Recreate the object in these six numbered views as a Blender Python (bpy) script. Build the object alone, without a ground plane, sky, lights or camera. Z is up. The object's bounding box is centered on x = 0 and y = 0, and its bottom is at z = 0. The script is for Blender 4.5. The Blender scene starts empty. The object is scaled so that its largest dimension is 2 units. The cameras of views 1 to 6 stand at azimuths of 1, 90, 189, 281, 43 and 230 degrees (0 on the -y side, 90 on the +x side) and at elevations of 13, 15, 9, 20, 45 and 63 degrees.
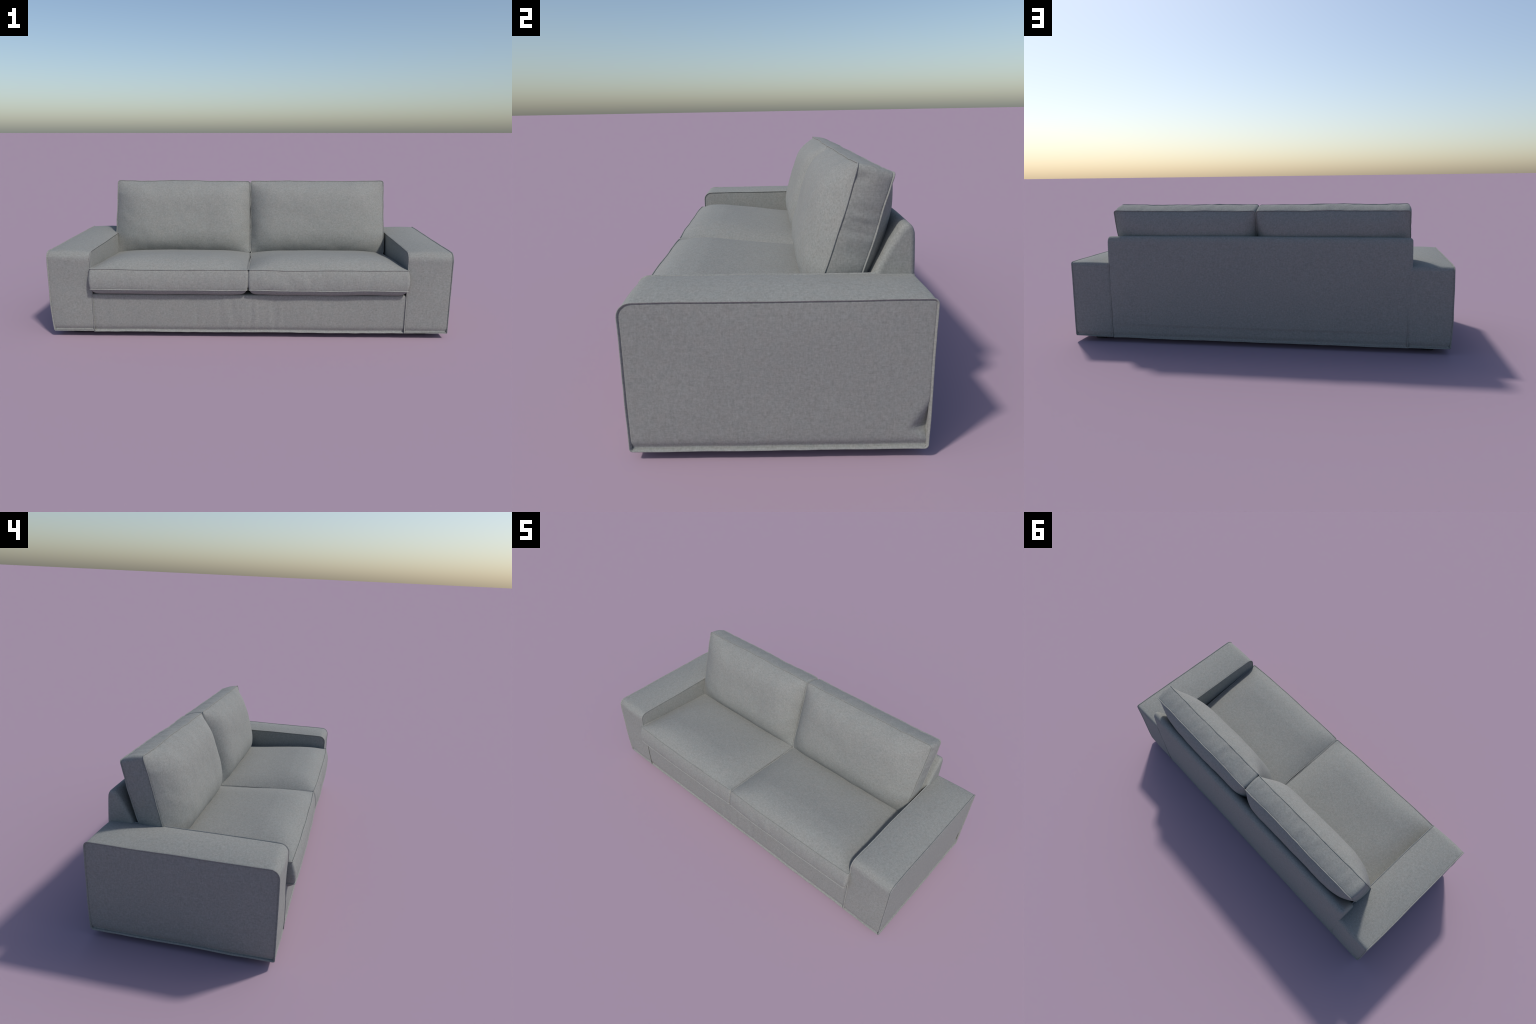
"""Two-seat fabric sofa with wide block armrests, two loose seat cushions and two loose back cushions.

Every upholstered piece is a 'soft box': two panels joined by a boxing band, with a filleted
edge and a raised flat-felled seam (a thin fabric fin) running round each panel.
"""
import bpy, math
from mathutils import Vector, noise

# ------------------------------------------------------------------ helpers
def n1(x, y=0.0, z=0.0):
    """smooth noise, about -1..1"""
    return noise.noise(Vector((x + 11.3, y - 4.7, z + 2.9)))

def make_mesh(name, verts, faces, mat, parent):
    me = bpy.data.meshes.new(name)
    me.from_pydata(verts, [], faces)
    me.validate()
    me.update()
    for p in me.polygons:
        p.use_smooth = True
    me.materials.append(mat)
    ob = bpy.data.objects.new(name, me)
    bpy.context.scene.collection.objects.link(ob)
    ob.parent = parent
    return ob

def axis_levels(half, radius, step):
    """signed coordinates across a panel: fine rows inside the fillet, even rows between"""
    fil = [radius * (1 - math.sin(math.radians(a))) for a in (45, 30, 15)]
    ext = [radius, radius * 1.35, radius * 1.8, radius * 2.5, radius * 3.4]
    start = half - radius * 4.5
    n = max(2, int(round(2 * start / step)))
    mid = [-start + 2 * start * i / n for i in range(n + 1)]
    edge = [half - d for d in fil + ext]
    return [-e for e in edge] + mid + edge[::-1]

def fillet_depth(d, radius):
    if d >= radius:
        return 0.0
    s = 1 - d / radius                      # sin(phi)
    return radius * (1 - math.sqrt(max(0.0, 1 - s * s)))

class SoftBox:
    """Local axes a, b span the panel, c is thickness. Panel 'top' is at c=+T, 'bottom' at c=-T."""
    def __init__(self, A, B, T, radius, corners, step, top, bottom, band, place):
        self.A, self.B, self.T, self.R = A, B, T, radius
        self.corners = corners              # radius for (+a+b, -a+b, -a-b, +a-b)
        self.top, self.bottom, self.band, self.place = top, bottom, band, place
        self.la = axis_levels(A, radius, step)
        self.lb = axis_levels(B, radius, step)
        self.step = step

    def rounded(self, a, b):
        """pull the square corners of the panel in to their corner radius"""
        k = (0 if a > 0 else 1) if b > 0 else (2 if a < 0 else 3)
        r = self.corners[k]
        u = (abs(a) - (self.A - r)) / r
        v = (abs(b) - (self.B - r)) / r
        if u <= 0 or v <= 0:
            return a, b
        m, h = max(u, v), math.hypot(u, v)
        return (math.copysign(self.A - r + r * u * m / h, a),
                math.copysign(self.B - r + r * v * m / h, b))

    def ring(self):
        """grid indices round the panel rim, counter-clockwise, with the rim point at d = 0"""
        na, nb = len(self.la), len(self.lb)
        idx = [(i, 0) for i in range(na - 1)] + [(na - 1, j) for j in range(nb - 1)] \
            + [(i, nb - 1) for i in range(na - 1, 0, -1)] + [(0, j) for j in range(nb - 1, 0, -1)]
        rim = []
        for i, j in idx:
            a = -self.A if i == 0 else self.A if i == na - 1 else self.la[i]
            b = -self.B if j == 0 else self.B if j == nb - 1 else self.lb[j]
            rim.append(self.rounded(a, b))
        out = []
        n = len(rim)
        for q in range(n):
            (x0, y0), (x1, y1) = rim[q - 1], rim[(q + 1) % n]
            tx, ty = x1 - x0, y1 - y0
            h = math.hypot(tx, ty) or 1.0
            out.append((ty / h, -tx / h))
        return idx, rim, out

    def build(self, name, mat, parent):
        A, B, T, R = self.A, self.B, self.T, self.R
        na, nb = len(self.la), len(self.lb)
        verts, faces = [], []
        base = []
        for side, fn in ((1, self.top), (-1, self.bottom)):
            base.append(len(verts))
            for j in range(nb):
                for i in range(na):
                    a0, b0 = self.la[i], self.lb[j]
                    d = min(A - abs(a0), B - abs(b0))
                    a, b = self.rounded(a0, b0)
                    c = T - fillet_depth(d, R) + fn(a0 / A, b0 / B, A - abs(a0), B - abs(b0))
                    verts.append(self.place(a, b, side * c))
        for s in (0, 1):
            o = base[s]
            for j in range(nb - 1):
                for i in range(na - 1):
                    q = (o + j * na + i, o + j * na + i + 1, o + (j + 1) * na + i + 1, o + (j + 1) * na + i)
                    faces.append(q if s == 0 else q[::-1])
        idx, rim, out = self.ring()
        fil = [(R * (1 - math.cos(math.radians(p))), R * (1 - math.sin(math.radians(p)))) for p in (60, 75)]
        nmid = max(2, int(round(2 * (T - R) / self.step)))
        rows = [(T - c, l) for c, l in fil]
        rows += [((T - R) * (1 - 2 * k / nmid), 0.0) for k in range(nmid + 1)]
        rows += [(-(T - c), l) for c, l in fil[::-1]]
        n = len(idx)
        prev = [base[0] + j * na + i for i, j in idx]
        for c, inset in rows:
            cur = []
            for q in range(n):
                (a, b), (na_, nb_) = rim[q], out[q]
                w = self.band(a / A, b / B, c / T) - inset
                cur.append(len(verts))
                verts.append(self.place(a + na_ * w, b + nb_ * w, c))
            for q in range(n):
                faces.append((prev[q], cur[q], cur[(q + 1) % n], prev[(q + 1) % n]))
            prev = cur
        last = [base[1] + j * na + i for i, j in idx]
        for q in range(n):
            faces.append((prev[q], last[q], last[(q + 1) % n], prev[(q + 1) % n]))
        return make_mesh(name, verts, faces, mat, parent)

    def seam_path(self, side, keep=None, lean=1.0):
        """world-space path of the panel edge with the direction the fin stands out in"""
        idx, rim, out = self.ring()
        path = []
        for (a, b), (x, y) in zip(rim, out):
            p = Vector(self.place(a, b, side * self.T))
            e = 0.004
            q = Vector(self.place(a + x * e * lean, b + y * e * lean, side * (self.T + e * (2 - lean))))
            path.append((p, (q - p).normalized()) if keep is None or keep(a / self.A, b / self.B) else None)
        return path

def fin_mesh(paths, reach, sink, thick, verts, faces):
    """thin rounded fabric fin along each path; paths: list of (points, closed)"""
    prof = [(-sink, -.5), (reach * .55, -.5), (reach * .9, -.36), (reach, 0), (reach * .9, .36), (reach * .55, .5), (-sink, .5)]
    for path, closed in paths:
        n = len(path)
        if n < 2:
            continue
        rings = []
        for k in range(n):
            p, d = path[k]
            pn = path[(k + 1) % n][0] if closed or k < n - 1 else p
            pp = path[k - 1][0] if closed or k > 0 else p
            t = (pn - pp).normalized()
            bn = t.cross(d).normalized()
            jit = 1 + .22 * n1(p.x * 22, p.y * 22, p.z * 22 + 5)
            rings.append([len(verts) + m for m in range(len(prof))])
            for h, w in prof:
                verts.append(tuple(p + d * (h * (jit if h > 0 else 1)) + bn * (w * thick)))
        m = len(prof)
        for k in range(n if closed else n - 1):
            r0, r1 = rings[k], rings[(k + 1) % n]
            for e in range(m):
                f = (e + 1) % m
                faces.append((r0[e], r0[f], r1[f], r1[e]))
        if not closed:
            faces.append(tuple(rings[0]))
            faces.append(tuple(rings[-1][::-1]))

def split_runs(path):
    """cut a ring with gaps (None) into open runs; whole ring stays closed"""
    if all(p is not None for p in path):
        return [(path, True)]
    n = len(path)
    start = next(k for k in range(n) if path[k] is None)
    runs, cur = [], []
    for k in range(n):
        p = path[(start + k) % n]
        if p is None:
            if len(cur) > 1:
                runs.append((cur, False))
            cur = []
        else:
            cur.append(p)
    if len(cur) > 1:
        runs.append((cur, False))
    return runs

def seam(name, paths, mat, parent, reach=.0035, sink=.006, thick=.0032):
    v, f = [], []
    fin_mesh(paths, reach, sink, thick, v, f)
    return make_mesh(name, v, f, mat, parent)

def hem_tuck(d, depth, at):
    """cloth curls in just above a hem: sharp below, gentle above"""
    w = .004 if d < at else .012
    return -depth * math.exp(-((d - at) / w) ** 2)

def crown(s, t, p, q):
    return max(0.0, 1 - abs(s) ** p) * max(0.0, 1 - abs(t) ** q)

# ------------------------------------------------------------------ materials
def fabric(name, base, bump=.25):
    """heathered woven upholstery: cross-laid slubby threads, soft patches, fine nap"""
    m = bpy.data.materials.new(name)
    m.use_nodes = True
    nt = m.node_tree
    N, L = nt.nodes, nt.links
    bsdf = N["Principled BSDF"]
    bsdf.inputs["Roughness"].default_value = .95
    bsdf.inputs["Specular IOR Level"].default_value = .12
    bsdf.inputs["Sheen Weight"].default_value = .06
    bsdf.inputs["Sheen Roughness"].default_value = .6
    co = N.new("ShaderNodeTexCoord")
    def tex(scale, vec=(1, 1, 1), detail=2.0, rough=.55):
        mp = N.new("ShaderNodeMapping")
        mp.inputs["Scale"].default_value = vec
        L.new(co.outputs["Object"], mp.inputs["Vector"])
        t = N.new("ShaderNodeTexNoise")
        t.inputs["Scale"].default_value = scale
        t.inputs["Detail"].default_value = detail
        t.inputs["Roughness"].default_value = rough
        L.new(mp.outputs["Vector"], t.inputs["Vector"])
        return t.outputs["Fac"]
    def math_(op, a, b):
        n = N.new("ShaderNodeMath")
        n.operation = op
        for k, v in enumerate((a, b)):
            if isinstance(v, (int, float)):
                n.inputs[k].default_value = v
            else:
                L.new(v, n.inputs[k])
        return n.outputs[0]
    threads = math_("ADD", math_("ADD", tex(250, (.3, 1, 1)), tex(250, (1, .3, 1))), tex(250, (1, 1, .3)))
    threads = math_("MULTIPLY", threads, 1 / 3)
    slub = tex(120, detail=3)
    patch = tex(7, detail=3)
    mix = math_("ADD", math_("MULTIPLY", threads, .70), math_("MULTIPLY", slub, .24))
    mix = math_("ADD", mix, math_("MULTIPLY", patch, .04))
    ramp = N.new("ShaderNodeValToRGB")
    el = ramp.color_ramp.elements
    el[0].position, el[1].position = .36, .64
    el[0].color = (*[c * .80 for c in base], 1)
    el[1].color = (*[min(1, c * 1.20) for c in base], 1)
    L.new(mix, ramp.inputs["Fac"])
    tint = N.new("ShaderNodeMix")
    tint.data_type = "RGBA"
    tint.blend_type = "MULTIPLY"
    tint.inputs["Factor"].default_value = 1.0
    tr = N.new("ShaderNodeValToRGB")
    tr.color_ramp.elements[0].position, tr.color_ramp.elements[1].position = .35, .65
    tr.color_ramp.elements[0].color = (1.012, .998, .994, 1)
    tr.color_ramp.elements[1].color = (.99, 1.0, 1.004, 1)
    L.new(tex(34, detail=2), tr.inputs["Fac"])
    L.new(ramp.outputs["Color"], tint.inputs["A"])
    L.new(tr.outputs["Color"], tint.inputs["B"])
    L.new(tint.outputs["Result"], bsdf.inputs["Base Color"])
    bp = N.new("ShaderNodeBump")
    bp.inputs["Strength"].default_value = bump
    bp.inputs["Distance"].default_value = .002
    L.new(threads, bp.inputs["Height"])
    L.new(bp.outputs["Normal"], bsdf.inputs["Normal"])
    return m

def plain(name, col, rough):
    m = bpy.data.materials.new(name)
    m.use_nodes = True
    nt = m.node_tree
    b = nt.nodes["Principled BSDF"]
    t = nt.nodes.new("ShaderNodeTexNoise")
    t.inputs["Scale"].default_value = 60
    r = nt.nodes.new("ShaderNodeValToRGB")
    r.color_ramp.elements[0].color = (*[c * .8 for c in col], 1)
    r.color_ramp.elements[1].color = (*[c * 1.2 for c in col], 1)
    co = nt.nodes.new("ShaderNodeTexCoord")
    nt.links.new(co.outputs["Object"], t.inputs["Vector"])
    nt.links.new(t.outputs["Fac"], r.inputs["Fac"])
    nt.links.new(r.outputs["Color"], b.inputs["Base Color"])
    b.inputs["Roughness"].default_value = rough
    return m

GREY = (.249, .254, .239)
cloth = fabric("heathered_grey_fabric", GREY)
hem_cloth = fabric("seam_fabric", GREY, .15)
foot_plastic = plain("black_plastic", (.012, .012, .013), .5)
lining = plain("dark_lining", (.03, .03, .032), .9)

# ------------------------------------------------------------------ the thing
sofa = bpy.data.objects.new("sofa", None)
bpy.context.scene.collection.objects.link(sofa)
sofa["label"] = "grey fabric two-seat sofa with wide block armrests and loose cushions"
sofa["category"] = "sofa"

def sway(p, amp, freq, seed):
    """slow unevenness of stuffed upholstery"""
    x, y, z = p
    return (x + amp * n1(x * freq, y * freq, z * freq + seed),
            y + amp * n1(x * freq + 31, y * freq, z * freq + seed),
            z + amp * n1(x * freq, y * freq + 57, z * freq + seed))

# ---- armrests: panels face outwards/inwards (c = x), band wraps front, top and back
def armrest(side):
    seed = 3.0 if side > 0 else 8.0
    y0, y1, z0, z1 = -.367, .4025, .030, .436
    A, B, T = (y1 - y0) / 2, (z1 - z0) / 2, .1065
    cx, cy, cz = side * .8892, (y0 + y1) / 2, (z0 + z1) / 2
    def place(a, b, c):
        # flip a so that outer panel keeps outward normals on both sides
        tuck = .012 * max(0, 1 - (cz + b) / .18) ** 1.5 if side < 0 and c > 0 else 0
        p = (cx + side * (c - tuck * c / T), cy + a, cz + b)
        return sway(p, .0022, 6, seed)
    def panel(s, t, da, db):
        hem = hem_tuck(db, .006, .007) if t < 0 else 0
        return .004 * crown(s, t, 4, 4) + hem
    def outer(s, t, da, db):
        h = panel(s, t, da, db)
        if side > 0 and s > 0 and t < 0:               # puckered cloth at the lower rear corner
            u = max(0, 1 - da / .058 - abs(db - .055) / (.04 if db < .055 else .10))
            h -= .022 * u * u * (3 - 2 * u) * min(1, da / .003)
        return h
    def band(s, t, c):
        puff = (1 - c * c)
        if t > .93:                                    # padded top strip
            return .010 * puff * max(0, 1 - abs(s) ** 8)
        if t < -.97:
            return 0
        bow = .004 * max(0, -t) if side > 0 and s > .9 else 0
        return (.003 + bow) * puff + hem_tuck((t + 1) * B, .006, .007)
    box = SoftBox(A, B, T, .006, (.012 if side > 0 else .02, .036, .007, .009), .009, outer, panel, band, place)
    ob = box.build("armrest", cloth, sofa)
    if side < 0:
        ob.data.flip_normals()
    paths = []
    for s in (1, -1):
        paths += split_runs(box.seam_path(s))
    # hem of the strip across the foot of the front and back
    for y, d in ((y0, -1), (y1, 1)):
        run = []
        for k in range(31):
            x = -T + 2 * T * k / 30
            p = Vector(place((A - .002) * d, -B, x))
            run.append((p, Vector((0, d * .8, -.6)).normalized()))
        paths.append((run, False))
    seam("seam_piping", paths, hem_cloth, ob)
    return ob

for side in (1, -1):
    armrest(side)

# ---- seat base: front panel with gathered folds, closed underneath
def base_part():
    y0, y1, z0, z1 = -.365, .30, .026, .224
    A, B, T = .789, (z1 - z0) / 2, (y1 - y0) / 2
    cy, cz = (y0 + y1) / 2, (z0 + z1) / 2
    def place(a, b, c):
        p = (a, cy - c, cz + b)
        return sway(p, .002, 5, 17)
    def front(s, t, da, db):
        x = s * A
        fold = n1(x * 36, 3, t * .5) * math.exp(-((x + .02) / .22) ** 2)
        fold += .35 * n1(x * 24, 9, t * .4)
        for at, w in ((-.275, .010), (-.195, .013), (-.06, .012), (.035, .011), (.075, .013), (.16, .012)):
            fold += .55 * math.exp(-((x - at - .006 * t) / w) ** 2) * (.6 - .4 * t)
        hem = hem_tuck(db, .007, .010) if t < 0 else 0
        return .0042 * fold * (1 - t * t * .6) + hem + .004 * crown(s, t, 6, 2)
    def band(s, t, c):
        return 0
    box = SoftBox(A, B, T, .009, (.014, .014, .006, .006), .0075, front, lambda *k: 0, band, place)
    ob = box.build("seat_base", cloth, sofa)
    run = []
    for k in range(241):
        x = -A + .004 + 2 * (A - .004) * k / 240
        p = Vector(place(x, -B + .004, T - .003))
        run.append((p, Vector((0, -.75, -.65)).normalized()))
    seam("seam_piping", [(run, False)], hem_cloth, ob, reach=.006, sink=.008)
    return ob
base_part()

# ---- backrest: wedge, upright behind, sloping in front, soft rounded ridge and ends
def backrest():
    # cross-section in (y, z), clockwise from the rear hem
    prof = [(.404, .028), (.4045, .10), (.405, .20), (.405, .30), (.404, .40), (.4025, .47), (.400, .53),
            (.3985, .550), (.394, .563), (.387, .5715), (.378, .575), (.368, .5725), (.359, .564), (.350, .550),
            (.334, .525), (.318, .494), (.302, .463), (.286, .431), (.266, .391), (.240, .340), (.220, .30),
            (.220, .20), (.220, .10), (.220, .034)]
    # smooth the polyline by even resampling
    def sample(pts, n):
        L = [0]
        for a, b in zip(pts, pts[1:]):
            L.append(L[-1] + math.hypot(b[0] - a[0], b[1] - a[1]))
        out = []
        k = 0
        for i in range(n):
            d = L[-1] * i / (n - 1)
            while k < len(L) - 2 and L[k + 1] < d:
                k += 1
            f = (d - L[k]) / (L[k + 1] - L[k])
            out.append((pts[k][0] + f * (pts[k + 1][0] - pts[k][0]), pts[k][1] + f * (pts[k + 1][1] - pts[k][1])))
        return out
    ring = sample(prof, 190)
    cyc, czc = .335, .30
    A, R, XC = .794, .015, -.005
    def deform(x, y, z):
        return sway((x + XC, y, z), .0022, 4.5, 29)
    verts, faces, rows = [], [], []
    # columns: rounded ends (section shrinks inwards by the fillet), even columns between
    # order from -x end cap inwards
    left = [(-A, R + .002)] + [(-(A - R * (1 - math.sin(math.radians(p)))), R * (1 - math.cos(math.radians(p)))) for p in (90, 72, 54, 36, 18, 0)]
    n = 110
    xm = A - R
    mid = [(-xm + 2 * xm * k / n, 0.0) for k in range(1, n)]
    right = [(-x, d) for x, d in left[::-1]]
    cols = left + mid + right
    m = len(ring)
    nor = []
    for k in range(m):
        (y0, z0), (y1, z1) = ring[max(0, k - 1)], ring[min(m - 1, k + 1)]
        ty, tz = y1 - y0, z1 - z0
        h = math.hypot(ty, tz) or 1
        nor.append((tz / h, -ty / h))
    for x, ins in cols:
        row = []
        for k, (y, z) in enumerate(ring):
            i = ins * (1 if z > .06 else max(0, (z - .03) / .03))
            yy, zz = y - nor[k][0] * i, z - nor[k][1] * i
            puff = .003 * max(0, 1 - abs(x / A) ** 6) if z > .1 else 0
            hem = -hem_tuck(z - .028, .005, .008) if y > .39 else 0
            row.append(len(verts))
            verts.append(deform(x, yy + nor[k][0] * (puff - hem), zz + nor[k][1] * puff))
        rows.append(row)
    for r0, r1 in zip(rows, rows[1:]):
        for k in range(m - 1):
            faces.append((r0[k], r0[k + 1], r1[k + 1], r1[k]))
        faces.append((r0[-1], r0[0], r1[0], r1[-1]))
    # flat end panels
    kt = max(range(m), key=lambda k: ring[k][1])
    for row, flip in ((rows[0], True), (rows[-1], False)):
        i, j = 0, m - 1                                 # zip the rear edge to the sloping front edge
        while i < kt or j > kt:
            if j <= kt or (i < kt and ring[i + 1][1] <= ring[j - 1][1]):
                tri = (row[i], row[i + 1], row[j])
                i += 1
            else:
                tri = (row[i], row[j - 1], row[j])
                j -= 1
            if len(set(tri)) == 3:
                faces.append(tri[::-1] if flip else tri)
    ob = make_mesh("backrest", verts, faces, cloth, sofa)
    run = []
    for k in range(201):
        x = -A + .012 + 2 * (A - .012) * k / 200
        p = Vector(deform(x, .401, .029))
        run.append((p, Vector((0, .7, -.7)).normalized()))
    seam("seam_piping", [(run, False)], hem_cloth, ob, reach=.005, sink=.008)
    return ob
backrest()

# ---- loose seat cushions
def seat_cushion(x0, x1, seed, taper=0):
    A, B, T = (x1 - x0) / 2, .33, .049
    cx, cy = (x0 + x1) / 2, -.062
    slope = .058                                        # seat falls towards the back
    def place(a, b, c):
        y = cy + b
        z = .306 + c - slope * (y + .389)
        # boxing leans out at the foot of the front
        front = max(0.0, min(1.0, (-b - .2) / .13))
        y -= front * (-c / T) * .008
        # front edge swells a little in the middle
        y -= .006 * front * max(0, 1 - (a / A) ** 2)
        x = cx + a
        if taper:                                       # narrows towards the back beside the armrest
            x -= taper * (b / B + 1) / 2 * max(0, a / A)
        return sway((x, y, z), .0035, 5.5, seed)
    def top(s, t, da, db):
        # fullest just behind the front edge, flattening towards the back
        h = (.053 - .029 * max(0, min(1.2, (t + .5) / 1.0))) * crown(s, t, 4.4, 7 if t < 0 else 4)
        pk = math.exp(-da / .03) * n1(t * 12, seed) + math.exp(-db / .03) * n1(s * 14, seed + 4)
        return h + .0016 * pk * min(1, min(da, db) / .008)
    def bottom(s, t, da, db):
        return .032 * crown(s, t, 40, 22)
    def band(s, t, c):
        b = .007 * (1 - c * c)
        if t < -.9:
            x = cx + s * A
            b += .0030 * n1(x * 30, seed, c * .6) * (1 - c * c) * (.45 + math.exp(-((x - .2) / .2) ** 2))
        return b
    box = SoftBox(A, B, T, .006, (.02, .02, .009, .009), .0085, top, bottom, band, place)
    ob = box.build("seat_cushion", cloth, sofa)
    paths = []
    for s in (1, -1):
        paths += split_runs(box.seam_path(s))
    seam("seam_piping", paths, hem_cloth, ob, reach=.003)
    return ob

seat_cushion(-.782, -.0050, 41.0)
seat_cushion(.0015, .782, 52.0, .032)

# ---- loose back cushions, leaning on the backrest
def back_cushion(x0, x1, seed, dy, inner):
    A, B, T = (x1 - x0) / 2, .213, .0505
    cx = (x0 + x1) / 2
    ang = math.radians(15.6)
    up = (math.sin(ang), math.cos(ang))                 # (y, z) along the cushion's height
    fw = (-math.cos(ang), math.sin(ang))                # out of the front panel
    oy, oz = .242 + dy, .733                            # front top seam
    def place(a, b, c):
        h, w = b - B, c - T
        y = oy + up[0] * h + fw[0] * w
        z = oz + up[1] * h + fw[1] * w
        return sway(sway((cx + a, y, z), .0035, 6.5, seed), .0018, 19, seed)
    def front(s, t, da, db):
        # fuller towards the neighbouring cushion, softer at the outer end
        e = (6.5 if s * inner > 0 else 4.2 if inner < 0 else 5)
        h = .078 * crown(s, t, e, 4)
        pk = math.exp(-da / .03) * n1(t * 9, seed) + .7 * math.exp(-db / .03) * n1(s * 13, seed + 4)
        return h + .0028 * pk * min(1, min(da, db) / .01)
    def back(s, t, da, db):
        h = .060 * crown(s, t, 14 if s * inner > 0 else 6, 4)
        pk = math.exp(-db / .04) * n1(s * 12, seed + 9)
        return h + .003 * pk * min(1, min(da, db) / .01)
    def band(s, t, c):
        b = .006 * (1 - c * c)
        if abs(s) > .96:                                # creases across the side boxing
            b += .0035 * n1(t * 7, seed + s) * (1 - c * c)
            if inner < 0 and s > 0:
                b -= .004 * (math.exp(-((t - .17) / .035) ** 2) + .8 * math.exp(-((t - .30) / .03) ** 2)) * (1 - abs(c) ** 4)
                b -= .005 * math.exp(-((t - .84) / .06) ** 2 - ((c - .6) / .4) ** 2)
        elif abs(t) > .94:                              # and across the top
            b += .0035 * n1(s * 11, seed + 2, c * .5) * (1 - c * c * .5)
        return b
    box = SoftBox(A, B, T, .006, (.014, .014, .018, .018), .0085, front, back, band, place)
    ob = box.build("back_cushion", cloth, sofa)
    paths = []
    for s in (1, -1):
        paths += split_runs(box.seam_path(s))
    seam("seam_piping", paths, hem_cloth, ob, reach=.0028)
    return ob

back_cushion(-.790, -.010, 63.0, 0, 1)
back_cushion(-.004, .768, 74.0, 0, -1)

# ---- feet and underside lining
def block(name, sx, sy, z0, z1, bevel, mat, parent, loc):
    v, f = [], []
    lev = [(z0, bevel), (z0 + bevel, 0), (z1 - bevel, 0), (z1, bevel)]
    for z, i in lev:
        hx, hy, r = sx / 2 - i, sy / 2 - i, bevel * 2
        for qx, qy, a0 in ((1, 1, 0), (-1, 1, 90), (-1, -1, 180), (1, -1, 270)):
            for k in range(5):
                a = math.radians(a0 + 22.5 * k)
                v.append((qx * (hx - r) + r * math.cos(a), qy * (hy - r) + r * math.sin(a), z))
    n = 20
    for l in range(len(lev) - 1):
        for k in range(n):
            f.append((l * n + k, l * n + (k + 1) % n, (l + 1) * n + (k + 1) % n, (l + 1) * n + k))
    f.append(tuple(range(n))[::-1])
    f.append(tuple(range((len(lev) - 1) * n, len(lev) * n)))
    ob = make_mesh(name, v, f, mat, parent)
    for p in ob.data.polygons:
        p.use_smooth = False
    ob.location = loc
    return ob

first = block("foot", .058, .058, 0, .045, .003, foot_plastic, sofa, (.884, -.278, 0))
for x, y in ((-.889, -.278), (.884, .318), (-.886, .318)):
    o = first.copy()
    o.location = (x, y, 0)
    bpy.context.scene.collection.objects.link(o)
block("underside_lining", 1.56, .70, .034, .040, .002, lining, sofa, (0, .02, 0))
